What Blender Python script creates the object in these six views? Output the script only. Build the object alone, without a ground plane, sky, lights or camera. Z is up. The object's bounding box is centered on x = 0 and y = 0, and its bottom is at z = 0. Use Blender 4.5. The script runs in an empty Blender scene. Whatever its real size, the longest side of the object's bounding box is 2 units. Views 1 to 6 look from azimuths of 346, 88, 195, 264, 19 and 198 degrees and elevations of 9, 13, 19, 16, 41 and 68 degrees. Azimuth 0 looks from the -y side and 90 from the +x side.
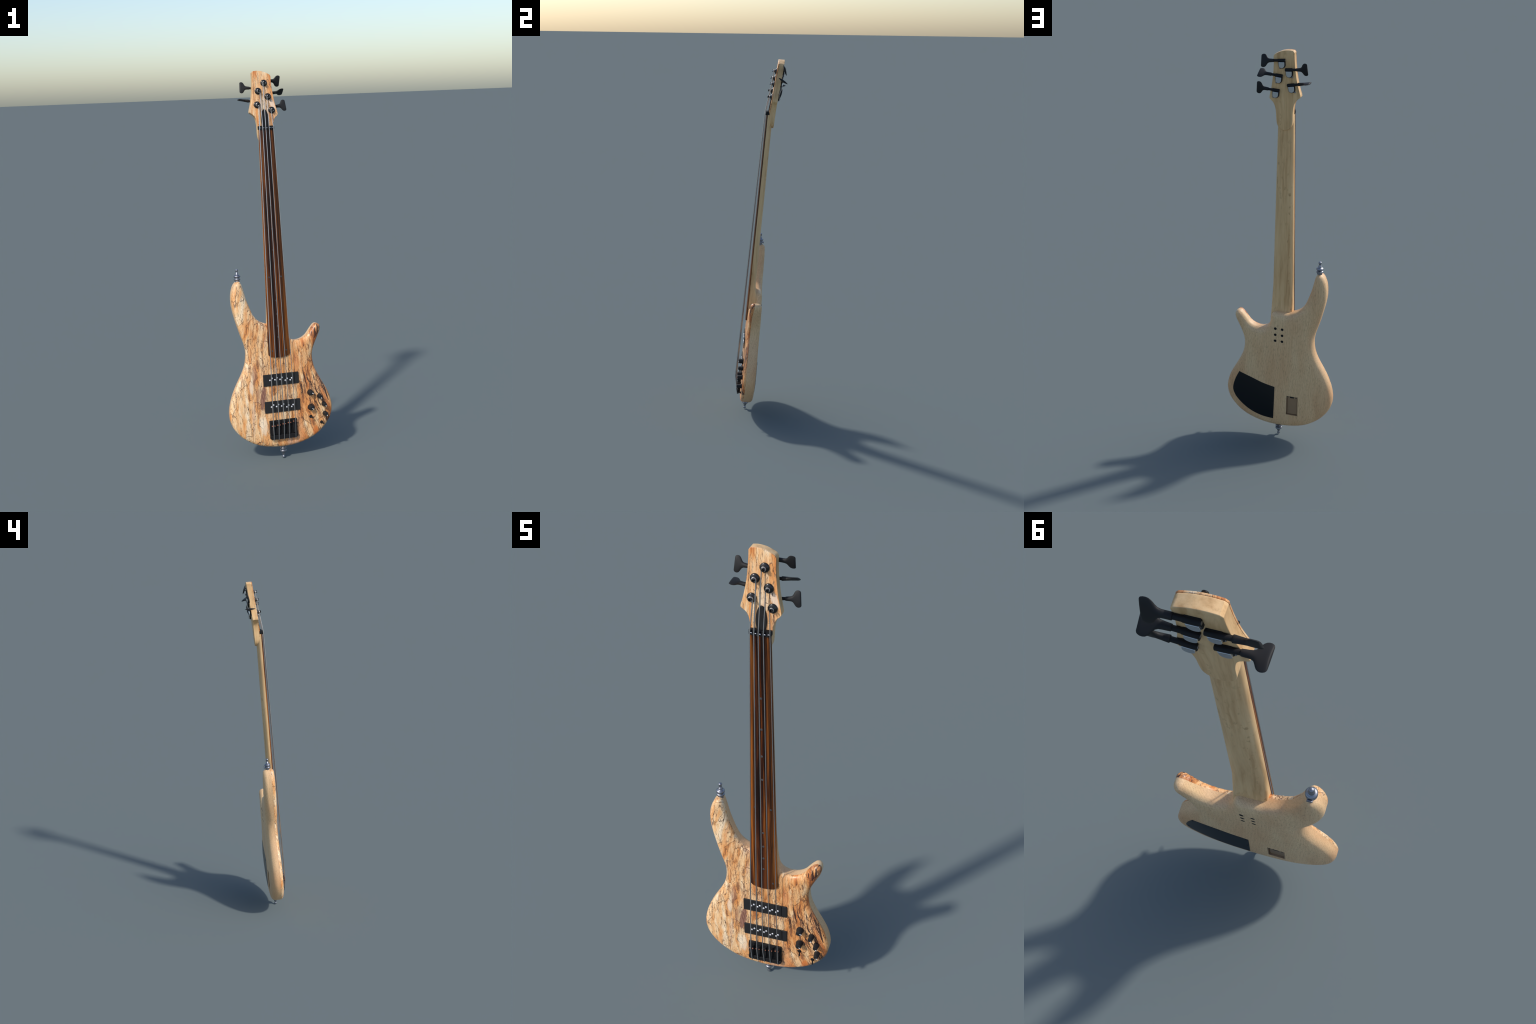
# Five-string fretless electric bass, balanced on its lower strap button and leaning back a little.
# All parts are modelled in the instrument's own frame:
#   a = across (towards the treble side), b = along (up the neck), c = out of the front face
# stored as object coordinates (x, y, z) = (a, -c, b); the root Empty tilts and places the whole.
import bpy, bmesh, math, random
import numpy as np
from mathutils import Vector, Matrix
from mathutils.geometry import delaunay_2d_cdt

random.seed(4)
TILT = math.radians(5.125)
ORIGIN = (0.0, -0.0785, 0.0)

# ------------------------------------------------------------------ helpers
def P(a, b, c):
    return (a, -c, b)

root = bpy.data.objects.new("electric_bass", None)
root["label"] = "five-string fretless electric bass with spalted wood front"
root["category"] = "bass guitar"
root.empty_display_size = 0.1
bpy.context.scene.collection.objects.link(root)
root.location = ORIGIN
root.rotation_euler = (-TILT, 0, 0)

def add(name, mesh, mat, parent=root, matrix=None):
    o = bpy.data.objects.new(name, mesh)
    bpy.context.scene.collection.objects.link(o)
    o.parent = parent
    if matrix is not None:
        o.matrix_local = matrix
    if mat is not None and not mesh.materials:
        mesh.materials.append(mat)
    return o

def mesh_from(verts, faces, name, smooth=40):
    me = bpy.data.meshes.new(name)
    me.from_pydata([tuple(v) for v in verts], [], [tuple(f) for f in faces])
    bm = bmesh.new(); bm.from_mesh(me)
    bmesh.ops.recalc_face_normals(bm, faces=bm.faces)
    bm.to_mesh(me); bm.free()
    shade(me, smooth)
    return me

def shade(me, smooth):
    if smooth:
        for p in me.polygons: p.use_smooth = True
        me.set_sharp_from_angle(angle=math.radians(smooth))

def bm_mesh(bm, name, smooth=40):
    bmesh.ops.recalc_face_normals(bm, faces=bm.faces)
    me = bpy.data.meshes.new(name)
    bm.to_mesh(me); bm.free()
    shade(me, smooth)
    return me

def bevelled(o, width, segments=2, angle=35):
    m = o.modifiers.new("bevel", "BEVEL")
    m.width = width; m.segments = segments
    m.limit_method = 'ANGLE'; m.angle_limit = math.radians(angle)
    m.harden_normals = False
    return o

def spline(points, step, closed=True, power=0.5):
    """centripetal Catmull-Rom through 2D control points, resampled evenly"""
    pts = np.array(points, float); n = len(pts); out = []
    rng = range(n) if closed else range(n - 1)
    for i in rng:
        if closed:
            p0, p1, p2, p3 = pts[i - 1], pts[i], pts[(i + 1) % n], pts[(i + 2) % n]
        else:
            p0, p1, p2, p3 = pts[max(i - 1, 0)], pts[i], pts[i + 1], pts[min(i + 2, n - 1)]
            if i == 0: p0 = 2 * p1 - p2
            if i == n - 2: p3 = 2 * p2 - p1
        t = [0.0]
        for u, v in ((p0, p1), (p1, p2), (p2, p3)):
            t.append(t[-1] + max(np.linalg.norm(v - u), 1e-6) ** power)
        for k in np.linspace(t[1], t[2], 24, endpoint=False):
            a1 = (t[1]-k)/(t[1]-t[0])*p0 + (k-t[0])/(t[1]-t[0])*p1
            a2 = (t[2]-k)/(t[2]-t[1])*p1 + (k-t[1])/(t[2]-t[1])*p2
            a3 = (t[3]-k)/(t[3]-t[2])*p2 + (k-t[2])/(t[3]-t[2])*p3
            b1 = (t[2]-k)/(t[2]-t[0])*a1 + (k-t[0])/(t[2]-t[0])*a2
            b2 = (t[3]-k)/(t[3]-t[1])*a2 + (k-t[1])/(t[3]-t[1])*a3
            out.append((t[2]-k)/(t[2]-t[1])*b1 + (k-t[1])/(t[2]-t[1])*b2)
    if not closed: out.append(pts[-1])
    out = np.array(out)
    loop = np.vstack([out, out[:1]]) if closed else out
    seg = np.linalg.norm(np.diff(loop, axis=0), axis=1)
    s = np.concatenate([[0], np.cumsum(seg)])
    m = int(round(s[-1] / step))
    q = np.linspace(0, s[-1], m, endpoint=not closed)
    return np.stack([np.interp(q, s, loop[:, k]) for k in range(2)], 1)

def prism(outline, c_front, c_back, name, smooth=35):
    """outline in (a, b); c_front / c_back numbers or functions of (a, b)"""
    f = c_front if callable(c_front) else (lambda a, b: c_front)
    g = c_back if callable(c_back) else (lambda a, b: c_back)
    n = len(outline)
    v = [P(a, b, f(a, b)) for a, b in outline] + [P(a, b, g(a, b)) for a, b in outline]
    faces = [tuple(range(n)), tuple(range(2 * n - 1, n - 1, -1))]
    faces += [(i, (i + 1) % n, n + (i + 1) % n, n + i) for i in range(n)]
    return mesh_from(v, faces, name, smooth)

def rounded_rect(a0, a1, b0, b1, r, seg=5):
    pts = []
    for ca, cb, s in ((a1-r, b1-r, 0), (a0+r, b1-r, 90), (a0+r, b0+r, 180), (a1-r, b0+r, 270)):
        for k in range(seg + 1):
            t = math.radians(s + 90 * k / seg)
            pts.append((ca + r*math.cos(t), cb + r*math.sin(t)))
    return pts

def box(a0, a1, b0, b1, c0, c1, r=0.0008):
    return prism(rounded_rect(a0, a1, b0, b1, r, 2), c1, c0, "box")

def lathe(profile, name, seg=32, axis='c', at=(0, 0, 0), smooth=40):
    """profile: (radius, height); axis of revolution a, b or c; 'at' in (a, b, c)"""
    bm = bmesh.new(); rings = []
    for r, h in profile:
        ring = []
        for k in range(seg if r > 1e-6 else 1):
            t = 2 * math.pi * k / seg
            u, w = r * math.cos(t), r * math.sin(t)
            q = {'c': (u, w, h), 'b': (u, h, w), 'a': (h, u, w)}[axis]
            ring.append(bm.verts.new(P(q[0]+at[0], q[1]+at[1], q[2]+at[2])))
        rings.append(ring)
    for r0, r1 in zip(rings, rings[1:]):
        if len(r0) == 1 and len(r1) == 1: continue
        for k in range(seg):
            a, b = r0[k % len(r0)], r0[(k+1) % len(r0)]
            c, d = r1[(k+1) % len(r1)], r1[k % len(r1)]
            vs = []
            for v in (a, b, c, d):
                if v not in vs: vs.append(v)
            bm.faces.new(vs)
    for ring in (rings[0], rings[-1]):
        if len(ring) > 2: bm.faces.new(ring)
    return bm_mesh(bm, name, smooth)

def joined(meshes, name, smooth=None):
    bm = bmesh.new()
    for m in meshes: bm.from_mesh(m)
    me = bpy.data.meshes.new(name)
    bm.to_mesh(me); bm.free()
    if smooth: shade(me, smooth)
    return me

def tube(points, radius, name, seg=8):
    """points in (a, b, c); a swept round wire"""
    pts = [Vector(P(*p)) for p in points]
    bm = bmesh.new(); prev = None
    up = Vector((1, 0, 0))
    for i, p in enumerate(pts):
        d = (pts[min(i+1, len(pts)-1)] - pts[max(i-1, 0)]).normalized()
        x = (up - d * up.dot(d))
        if x.length < 0.2: x = Vector((0, 1, 0)) - d * d.y
        x.normalize(); y = d.cross(x)
        ring = [bm.verts.new(p + radius * (x*math.cos(2*math.pi*k/seg) + y*math.sin(2*math.pi*k/seg))) for k in range(seg)]
        if prev:
            for k in range(seg):
                bm.faces.new((prev[k], prev[(k+1) % seg], ring[(k+1) % seg], ring[k]))
        else: bm.faces.new(ring)
        prev = ring
    bm.faces.new(prev)
    return bm_mesh(bm, name, 60)

def smoothstep(x, e0, e1):
    t = np.clip((np.asarray(x, float) - e0) / (e1 - e0), 0, 1)
    return t * t * (3 - 2 * t)

# ------------------------------------------------------------------ materials
class Tree:
    def __init__(self, name):
        self.mat = bpy.data.materials.new(name)
        self.mat.use_nodes = True
        self.nt = self.mat.node_tree
        self.nt.nodes.clear()
        self.out = self.nt.nodes.new("ShaderNodeOutputMaterial")
        self.bsdf = self.nt.nodes.new("ShaderNodeBsdfPrincipled")
        self.nt.links.new(self.bsdf.outputs[0], self.out.inputs[0])
    def put(self, sock, v):
        if isinstance(v, bpy.types.NodeSocket): self.nt.links.new(v, sock)
        else: sock.default_value = v
    def node(self, kind, props=None, **ins):
        n = self.nt.nodes.new(kind)
        for k, v in (props or {}).items(): setattr(n, k, v)
        for k, v in ins.items(): self.put(n.inputs[k.replace("_", " ")], v)
        return n
    def coords(self):
        return self.node("ShaderNodeTexCoord").outputs["Object"]
    def mapping(self, vec, scale=(1, 1, 1), loc=(0, 0, 0), rot=(0, 0, 0)):
        return self.node("ShaderNodeMapping", Vector=vec, Scale=scale, Location=loc, Rotation=rot).outputs[0]
    def noise(self, vec, scale, detail=3, rough=0.55, dist=0.0, color=False):
        n = self.node("ShaderNodeTexNoise", Vector=vec, Scale=scale, Detail=detail, Roughness=rough, Distortion=dist)
        return n.outputs["Color" if color else "Fac"]
    def math(self, op, a, b=0.0, c=0.0, clamp=False):
        n = self.nt.nodes.new("ShaderNodeMath"); n.operation = op; n.use_clamp = clamp
        for s, v in zip(n.inputs, (a, b, c)): self.put(s, v)
        return n.outputs[0]
    def vmath(self, op, a, b=(0, 0, 0), scale=None):
        n = self.nt.nodes.new("ShaderNodeVectorMath"); n.operation = op
        self.put(n.inputs[0], a)
        if op == 'SCALE': self.put(n.inputs["Scale"], scale)
        else: self.put(n.inputs[1], b)
        return n.outputs[0]
    def ramp(self, fac, stops, interp='LINEAR'):
        n = self.nt.nodes.new("ShaderNodeValToRGB")
        e = n.color_ramp.elements
        n.color_ramp.interpolation = interp
        while len(e) < len(stops): e.new(0.5)
        for x, (p, col) in zip(e, stops):
            x.position = p; x.color = (*col, 1) if len(col) == 3 else col
        self.put(n.inputs[0], fac)
        return n.outputs[0]
    def step(self, v, e0, e1):
        n = self.node("ShaderNodeMapRange", {"interpolation_type": 'SMOOTHSTEP'}, Value=v)
        n.inputs["From Min"].default_value = e0; n.inputs["From Max"].default_value = e1
        return n.outputs[0]
    def mix(self, fac, a, b, mode='MIX'):
        n = self.nt.nodes.new("ShaderNodeMix"); n.data_type = 'RGBA'; n.blend_type = mode
        self.put(n.inputs[0], fac)
        for s, v in ((n.inputs[6], a), (n.inputs[7], b)):
            self.put(s, (*v, 1) if isinstance(v, tuple) and len(v) == 3 else v)
        return n.outputs[2]
    def bump(self, h, strength=0.2, dist=0.001):
        n = self.node("ShaderNodeBump", Height=h, Strength=strength, Distance=dist)
        self.nt.links.new(n.outputs[0], self.bsdf.inputs["Normal"])
    def set(self, **k):
        for n, v in k.items():
            n = n.replace("_", " ")
            if isinstance(v, tuple) and len(v) == 3: v = (*v, 1)
            self.put(self.bsdf.inputs[n], v)
        return self.mat

def srgb(r, g, b):
    f = lambda v: (v/255/12.92) if v/255 <= 0.04045 else ((v/255+0.055)/1.055) ** 2.4
    return (f(r), f(g), f(b))

def plain(name, col, rough=0.4, metal=0.0, **k):
    t = Tree(name)
    v = t.noise(t.coords(), 90, 3)
    c = t.mix(t.math('MULTIPLY', v, 0.35), col, tuple(x*0.7 for x in col))
    return t.set(Base_Color=c, Roughness=rough, Metallic=metal, **k)

def blob(t, a, b, pa, pb, ra, rb, shear=0.0, soft=0.35, jitter=None):
    """soft elliptical mask around (pa, pb); shear slants it along the grain"""
    da = t.math('SUBTRACT', a, t.math('MULTIPLY_ADD', t.math('SUBTRACT', b, pb), shear, pa))
    u = t.math('DIVIDE', da, ra); w = t.math('DIVIDE', t.math('SUBTRACT', b, pb), rb)
    d = t.math('SQRT', t.math('ADD', t.math('MULTIPLY', u, u), t.math('MULTIPLY', w, w)))
    if jitter is not None: d = t.math('ADD', d, jitter)
    return t.step(d, 1 + soft, 1 - soft)

def spalted_wood():
    t = Tree("spalted_maple_veneer")
    p = t.coords()
    sep = t.node("ShaderNodeSeparateXYZ", Vector=p)
    a, b = sep.outputs[0], sep.outputs[2]
    # grain leans to the right on the treble side and to the left on the bass horn
    lean = t.math('MULTIPLY', t.step(a, 0.02, 0.24), 0.34)
    sheared = t.math('ADD', a, t.math('MULTIPLY', t.math('MINIMUM', t.math('SUBTRACT', b, 0.30), 0.16), lean))
    horn = t.math('MAXIMUM', t.math('SUBTRACT', b, 0.62), 0.0)
    sheared = t.math('MULTIPLY_ADD', horn, t.math('MULTIPLY', t.step(a, 0.0, -0.12), -0.16), sheared)
    g = t.node("ShaderNodeCombineXYZ", X=sheared, Y=t.math('MULTIPLY', sep.outputs[1], 0.6), Z=b).outputs[0]
    wob = t.vmath('SCALE', t.vmath('SUBTRACT', t.noise(t.mapping(g, (1, 1, .40)), 30, 4, 0.6, color=True), (.5, .5, .5)), scale=0.022)
    w = t.vmath('ADD', g, wob)
    head = t.step(b, 1.60, 1.75)
    # broad colour flow from cream to orange, split into patches by decay fronts
    flow = t.noise(t.mapping(w, (1, 1, 0.20)), 36, 5, 0.62)
    cellv = t.mapping(w, (1, 1, 0.30), (0.31, 0.2, 0.13))
    vor = t.node("ShaderNodeTexVoronoi", {"feature": 'F1'}, Vector=cellv, Scale=32.0, Randomness=1.0)
    celltint = t.node("ShaderNodeSeparateColor", Color=vor.outputs["Color"]).outputs[0]
    edge = t.node("ShaderNodeTexVoronoi", {"feature": 'DISTANCE_TO_EDGE'}, Vector=cellv, Scale=32.0, Randomness=1.0).outputs["Distance"]
    bias = t.math('ADD', t.math('MULTIPLY', t.step(a, -0.20, 0.16), 0.135), -0.070)
    bias = t.math('MULTIPLY_ADD', t.step(b, 1.78, 1.93), 0.07, t.math('MULTIPLY_ADD', head, -0.035, bias))
    tint = t.math('ADD', t.math('MULTIPLY_ADD', t.math('SUBTRACT', celltint, 0.5), 0.17, flow), bias)
    col = t.ramp(tint, [(0.28, srgb(244, 220, 186)), (0.40, srgb(237, 198, 150)), (0.51, srgb(229, 173, 116)), (0.62, srgb(219, 148, 84)), (0.76, srgb(188, 106, 48))])
    pink = t.step(t.noise(t.mapping(w, (1, 1, .14), (3, 0, 1)), 26, 3), 0.54, 0.70)
    col = t.mix(t.math('MULTIPLY', pink, 0.32), col, srgb(212, 148, 112))
    grey = t.step(t.noise(t.mapping(w, (1, 1, .16), (7, 2, 3)), 28, 3), 0.60, 0.70)
    col = t.mix(t.math('MULTIPLY', grey, 0.38), col, srgb(226, 206, 186))
    # masks for the darker, more decayed regions
    jit = t.math('MULTIPLY', t.math('SUBTRACT', t.noise(t.mapping(w, (1, 1, .1)), 60, 4), 0.5), 1.6)
    dec = t.math('ADD', blob(t, a, b, -0.115, 0.44, 0.075, 0.24, -0.05, 0.8), blob(t, a, b, 0.05, 0.36, 0.14, 0.06, 0, 0.9), clamp=True)
    dec = t.math('ADD', dec, blob(t, a, b, 0.20, 0.62, 0.05, 0.10, 0.25, 0.7), clamp=True)
    dec = t.math('ADD', dec, blob(t, a, b, 0.17, 0.26, 0.10, 0.22, -0.2, 0.8), clamp=True)
    dec = t.math('ADD', dec, blob(t, a, b, -0.09, 0.66, 0.05, 0.09, 0, 0.8), clamp=True)
    # grain streaks, flecks
    streak = t.step(t.noise(t.mapping(w, (1, 1, 0.055), (4, 1, 6)), 165, 4, 0.64), 0.50, 0.72)
    col = t.mix(t.math('MULTIPLY', streak, t.math('MULTIPLY_ADD', dec, 0.34, 0.30)), col, srgb(148, 88, 52))
    fl = t.noise(t.mapping(w, (1, 1, 0.10), (1, 5, 2)), 125, 4, 0.64)
    fleck = t.step(t.math('MULTIPLY_ADD', dec, 0.09, fl), 0.59, 0.69)
    col = t.mix(t.math('MULTIPLY', fleck, 0.72), col, srgb(112, 68, 48))
    fine = t.step(t.noise(t.mapping(w, (1, 1, 0.22), (8, 1, 3)), 330, 2, 0.6), 0.55, 0.72)
    col = t.mix(t.math('MULTIPLY', fine, 0.30), col, srgb(140, 88, 56))
    # zone lines: thin dark contour lines wandering through the wood
    brk = t.noise(t.mapping(w, (1, 1, .5), (9, 9, 4)), 34, 2)
    def lines(k, width, broken, dark, strength):
        nonlocal col
        ln = t.step(k, width, width * 0.3)
        br = t.step(t.math('MULTIPLY_ADD', dec, 0.06, brk), broken, broken + 0.12)
        col = t.mix(t.math('MULTIPLY', t.math('MULTIPLY', ln, br), strength), col, dark)
    def contour(vec, scale, freq):
        n = t.noise(vec, scale, 3.5, 0.55, 0.6)
        return t.math('ABSOLUTE', t.math('SINE', t.math('MULTIPLY', n, freq)))
    lines(edge, 0.026, 0.40, srgb(80, 48, 38), 0.75)
    lines(contour(t.mapping(w, (1, 1, .20)), 21, 30), 0.15, 0.38, srgb(76, 46, 34), 0.85)
    lines(contour(t.mapping(w, (1, 1, .11), (2, 3, 5)), 44, 26), 0.15, 0.40, srgb(88, 52, 36), 0.80)
    # the walnut-brown knot beside the pickups, pale patches, black streaks on the treble side
    ring = t.math('SINE', t.math('MULTIPLY', t.noise(t.mapping(w, (1, 1, 0.2)), 40, 2), 60))
    knot = t.ramp(t.math('MULTIPLY_ADD', ring, 0.5, 0.5), [(0, srgb(118, 78, 64)), (1, srgb(152, 112, 92))])
    j2 = t.math('MULTIPLY', t.math('SUBTRACT', t.noise(w, 45, 3), 0.5), 0.9)
    col = t.mix(blob(t, a, b, -0.098, 0.338, 0.0135, 0.062, 0.16, 0.12, j2), col, knot)
    col = t.mix(t.math('MULTIPLY', blob(t, a, b, -0.137, 0.47, 0.010, 0.05, 0.1, 0.4, jit), 0.55), col, srgb(150, 98, 76))
    col = t.mix(t.math('MULTIPLY', blob(t, a, b, -0.125, 0.345, 0.010, 0.05, 0.05, 0.4, jit), 0.6), col, srgb(140, 92, 70))
    col = t.mix(t.math('MULTIPLY', blob(t, a, b, -0.103, 0.185, 0.018, 0.045, 0, 0.3, jit), 0.55), col, srgb(246, 226, 198))
    col = t.mix(t.math('MULTIPLY', blob(t, a, b, -0.158, 0.395, 0.010, 0.03, 0, 0.3, jit), 0.5), col, srgb(240, 222, 200))
    col = t.mix(t.math('MULTIPLY', blob(t, a, b, 0.046, 1.835, 0.012, 0.03, -0.3, 0.3, jit), 0.7), col, srgb(236, 214, 192))
    col = t.mix(t.math('MULTIPLY', blob(t, a, b, 0.176, 0.125, 0.016, 0.03, 0.1, 0.3, jit), 0.8), col, srgb(205, 112, 48))
    blackn = t.noise(t.mapping(w, (1, 1, 0.12), (0, 8, 3)), 84, 3, 0.6)
    area = blob(t, a, b, 0.212, 0.305, 0.056, 0.16, -0.26, 0.45)
    area = t.math('ADD', area, blob(t, a, b, 0.204, 0.655, 0.02, 0.06, 0.45, 0.5), clamp=True)
    area = t.math('ADD', area, t.math('MULTIPLY', blob(t, a, b, 0.13, 0.36, 0.03, 0.14, -0.25, 0.6), 0.75), clamp=True)
    area = t.math('ADD', area, t.math('MULTIPLY', blob(t, a, b, -0.165, 0.14, 0.03, 0.07, 0, 0.5), 0.75), clamp=True)
    area = t.math('ADD', area, t.math('MULTIPLY', blob(t, a, b, 0.05, 1.83, 0.03, 0.09, 0.2, 0.5), 0.6), clamp=True)
    bl = t.step(t.math('MULTIPLY_ADD', area, 0.22, blackn), 0.725, 0.765)
    col = t.mix(t.math('MULTIPLY', bl, 0.92), col, srgb(46, 27, 27))
    t.bump(flow, 0.06, 0.001)
    return t.set(Base_Color=col, Roughness=0.42, Coat_Weight=0.12, Coat_Roughness=0.25)

def body_wood():
    t = Tree("mahogany_back")
    p = t.coords()
    w = t.vmath('ADD', p, t.vmath('SCALE', t.vmath('SUBTRACT', t.noise(t.mapping(p, (1, 1, .35)), 5, 2, color=True), (.5, .5, .5)), scale=0.05))
    rings = t.node("ShaderNodeTexWave", {"wave_type": 'BANDS', "bands_direction": 'DIAGONAL'}, Vector=t.mapping(w, (1, 1.1, 0.08)), Scale=55.0, Distortion=5.0, Detail=2.0, Detail_Scale=1.2).outputs["Fac"]
    broad = t.noise(t.mapping(w, (1, 1, .25)), 9, 3)
    col = t.ramp(broad, [(0.3, srgb(230, 196, 150)), (0.5, srgb(223, 183, 137)), (0.7, srgb(211, 164, 119))])
    col = t.mix(t.math('MULTIPLY', rings, 0.13), col, srgb(172, 122, 82))
    pores = t.step(t.noise(t.mapping(w, (1, 1, 0.13)), 460, 2, 0.5), 0.54, 0.66)
    col = t.mix(t.math('MULTIPLY', pores, 0.34), col, srgb(124, 88, 60))
    fib = t.noise(t.mapping(w, (1, 1, 0.05)), 260, 3)
    col = t.mix(t.step(fib, 0.45, 0.75), col, t.mix(0.14, col, srgb(140, 100, 66)))
    t.bump(pores, 0.12, 0.0006)
    return t.set(Base_Color=col, Roughness=0.5)

def maple():
    t = Tree("maple_neck")
    p = t.coords()
    w = t.vmath('ADD', p, t.vmath('SCALE', t.vmath('SUBTRACT', t.noise(t.mapping(p, (1, 1, .4)), 9, 3, color=True), (.5, .5, .5)), scale=0.03))
    n = t.noise(t.mapping(w, (1, 1, .06)), 60, 4)
    col = t.ramp(n, [(0.3, srgb(228, 191, 141)), (0.5, srgb(219, 179, 128)), (0.68, srgb(197, 154, 104))])
    eyes = t.step(t.noise(t.mapping(w, (1, 1, .45), (2, 1, 0)), 75, 3, 0.6), 0.56, 0.72)
    lane = t.step(t.noise(t.mapping(p, (1, 1, .06)), 26, 1), 0.42, 0.62)
    col = t.mix(t.math('MULTIPLY', t.math('MULTIPLY', eyes, lane), 0.6), col, srgb(146, 108, 62))
    fib = t.noise(t.mapping(w, (1, 1, 0.03)), 300, 2)
    col = t.mix(t.math('MULTIPLY', t.step(fib, .5, .8), 0.18), col, srgb(150, 120, 74))
    return t.set(Base_Color=col, Roughness=0.5)

def rosewood():
    t = Tree("fingerboard_rosewood")
    p = t.coords()
    a = t.node("ShaderNodeSeparateXYZ", Vector=p).outputs[0]
    w = t.vmath('ADD', p, t.vmath('SCALE', t.vmath('SUBTRACT', t.noise(t.mapping(p, (1, 1, .2)), 10, 2, color=True), (.5, .5, .5)), scale=0.02))
    n = t.noise(t.mapping(w, (1, 1, .016)), 75, 4, 0.6)
    dark_mid = blob(t, a, 0.0, 0.004, 0.0, 0.016, 1.0, 0, 0.7)
    v = t.math('MULTIPLY_ADD', dark_mid, -0.07, t.math('SUBTRACT', n, 0.02))
    col = t.ramp(v, [(0.36, srgb(26, 12, 8)), (0.45, srgb(62, 28, 11)), (0.53, srgb(108, 56, 19)), (0.65, srgb(154, 88, 30))])
    gold = t.math('MULTIPLY', t.step(a, 0.012, 0.045), 0.5)
    col = t.mix(gold, col, t.ramp(n, [(0.35, srgb(58, 31, 10)), (0.6, srgb(122, 74, 24))]))
    fib = t.step(t.noise(t.mapping(w, (1, 1, .02)), 330, 2), .52, .7)
    col = t.mix(t.math('MULTIPLY', fib, 0.35), col, srgb(40, 18, 10))
    return t.set(Base_Color=col, Roughness=0.40, Specular_IOR_Level=0.3)

M_TOP, M_BODY, M_NECK, M_FB = spalted_wood(), body_wood(), maple(), rosewood()
M_BLACK = plain("black_plastic", (0.014, 0.014, 0.015), 0.6, Specular_IOR_Level=0.35)
M_MATT = plain("black_satin", (0.013, 0.013, 0.014), 0.6, Specular_IOR_Level=0.3)
M_HW = plain("black_hardware", (0.010, 0.010, 0.011), 0.65, Specular_IOR_Level=0.25)
M_GLOSS = plain("black_chrome", (0.012, 0.012, 0.013), 0.22, 0.1)
M_PLATE = plain("control_plate_black", (0.005, 0.006, 0.007), 0.33)
M_CHROME = plain("polished_steel", (0.62, 0.62, 0.66), 0.22, 1.0)
M_STRAP = plain("strap_lock_steel", (0.30, 0.31, 0.35), 0.42, 1.0)
M_STRING = plain("string_steel", (0.42, 0.42, 0.42), 0.38, 0.85)
M_POLE = plain("pole_piece_steel", (0.80, 0.80, 0.84), 0.35, 0.55)
M_SILVER = plain("gear_cover_silver", (0.66, 0.68, 0.70), 0.30, 0.9)
M_COPPER = plain("copper_screw", (0.36, 0.13, 0.07), 0.55)
M_INLAY = plain("grey_shell_inlay", (0.06, 0.06, 0.065), 0.5)
M_BATT = plain("bronze_battery_box", (0.42, 0.27, 0.16), 0.38, 0.45)
M_WHITE = plain("white_pointer", (0.85, 0.85, 0.85), 0.35)

# ------------------------------------------------------------------ body
OUTLINE = [
    (-0.020, 0.7125), (-0.045, 0.7135), (-0.0625, 0.7185), (-0.087, 0.7298), (-0.108, 0.7475), (-0.1235, 0.7715), (-0.1350, 0.7985), (-0.1455, 0.8280),
    (-0.1545, 0.8560), (-0.1618, 0.8850), (-0.1682, 0.9120), (-0.1740, 0.9310), (-0.1820, 0.9430), (-0.1925, 0.9450), (-0.2035, 0.9390), (-0.2140, 0.9260),
    (-0.2225, 0.9050), (-0.2280, 0.8800), (-0.2300, 0.8520), (-0.2285, 0.8200), (-0.2230, 0.7860), (-0.2155, 0.7520), (-0.2060, 0.7140), (-0.1945, 0.6720),
    (-0.1835, 0.6370), (-0.1755, 0.6080), (-0.1715, 0.5810), (-0.1718, 0.5560), (-0.1757, 0.5270), (-0.1860, 0.4940), (-0.2030, 0.4580), (-0.2285, 0.4125),
    (-0.2485, 0.3718), (-0.2645, 0.3280), (-0.2735, 0.2880), (-0.2755, 0.2580), (-0.2725, 0.2285), (-0.2630, 0.1990), (-0.2480, 0.1730), (-0.2300, 0.1510),
    (-0.2080, 0.1305), (-0.1800, 0.1110), (-0.1475, 0.0935), (-0.1095, 0.0805), (-0.0650, 0.0715), (-0.0160, 0.0672), (0.0355, 0.0676), (0.0800, 0.0735),
    (0.1240, 0.0850), (0.1685, 0.1031), (0.2055, 0.1270), (0.2370, 0.1585), (0.2595, 0.1905), (0.2715, 0.2235), (0.2752, 0.2560), (0.2710, 0.2870),
    (0.2600, 0.3255), (0.2430, 0.3615), (0.2230, 0.3980), (0.2050, 0.4335), (0.1912, 0.4670), (0.1838, 0.5000), (0.1822, 0.5280), (0.1843, 0.5480),
    (0.1905, 0.5690), (0.2020, 0.5955), (0.2160, 0.6230), (0.2270, 0.6450), (0.2330, 0.6640), (0.2335, 0.6770), (0.2290, 0.6880), (0.2180, 0.6945),
    (0.2060, 0.6925), (0.1935, 0.6815), (0.1768, 0.6612), (0.1600, 0.6405), (0.1415, 0.6270), (0.1210, 0.6190), (0.1010, 0.6170), (0.0830, 0.6205),
    (0.0680, 0.6290), (0.0575, 0.6430), (0.0515, 0.6620), (0.0475, 0.6830), (0.0420, 0.7010), (0.0300, 0.7105), (0.0060, 0.7125)]
SEAM_C, BACK_C = 0.0190, -0.0340

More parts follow.
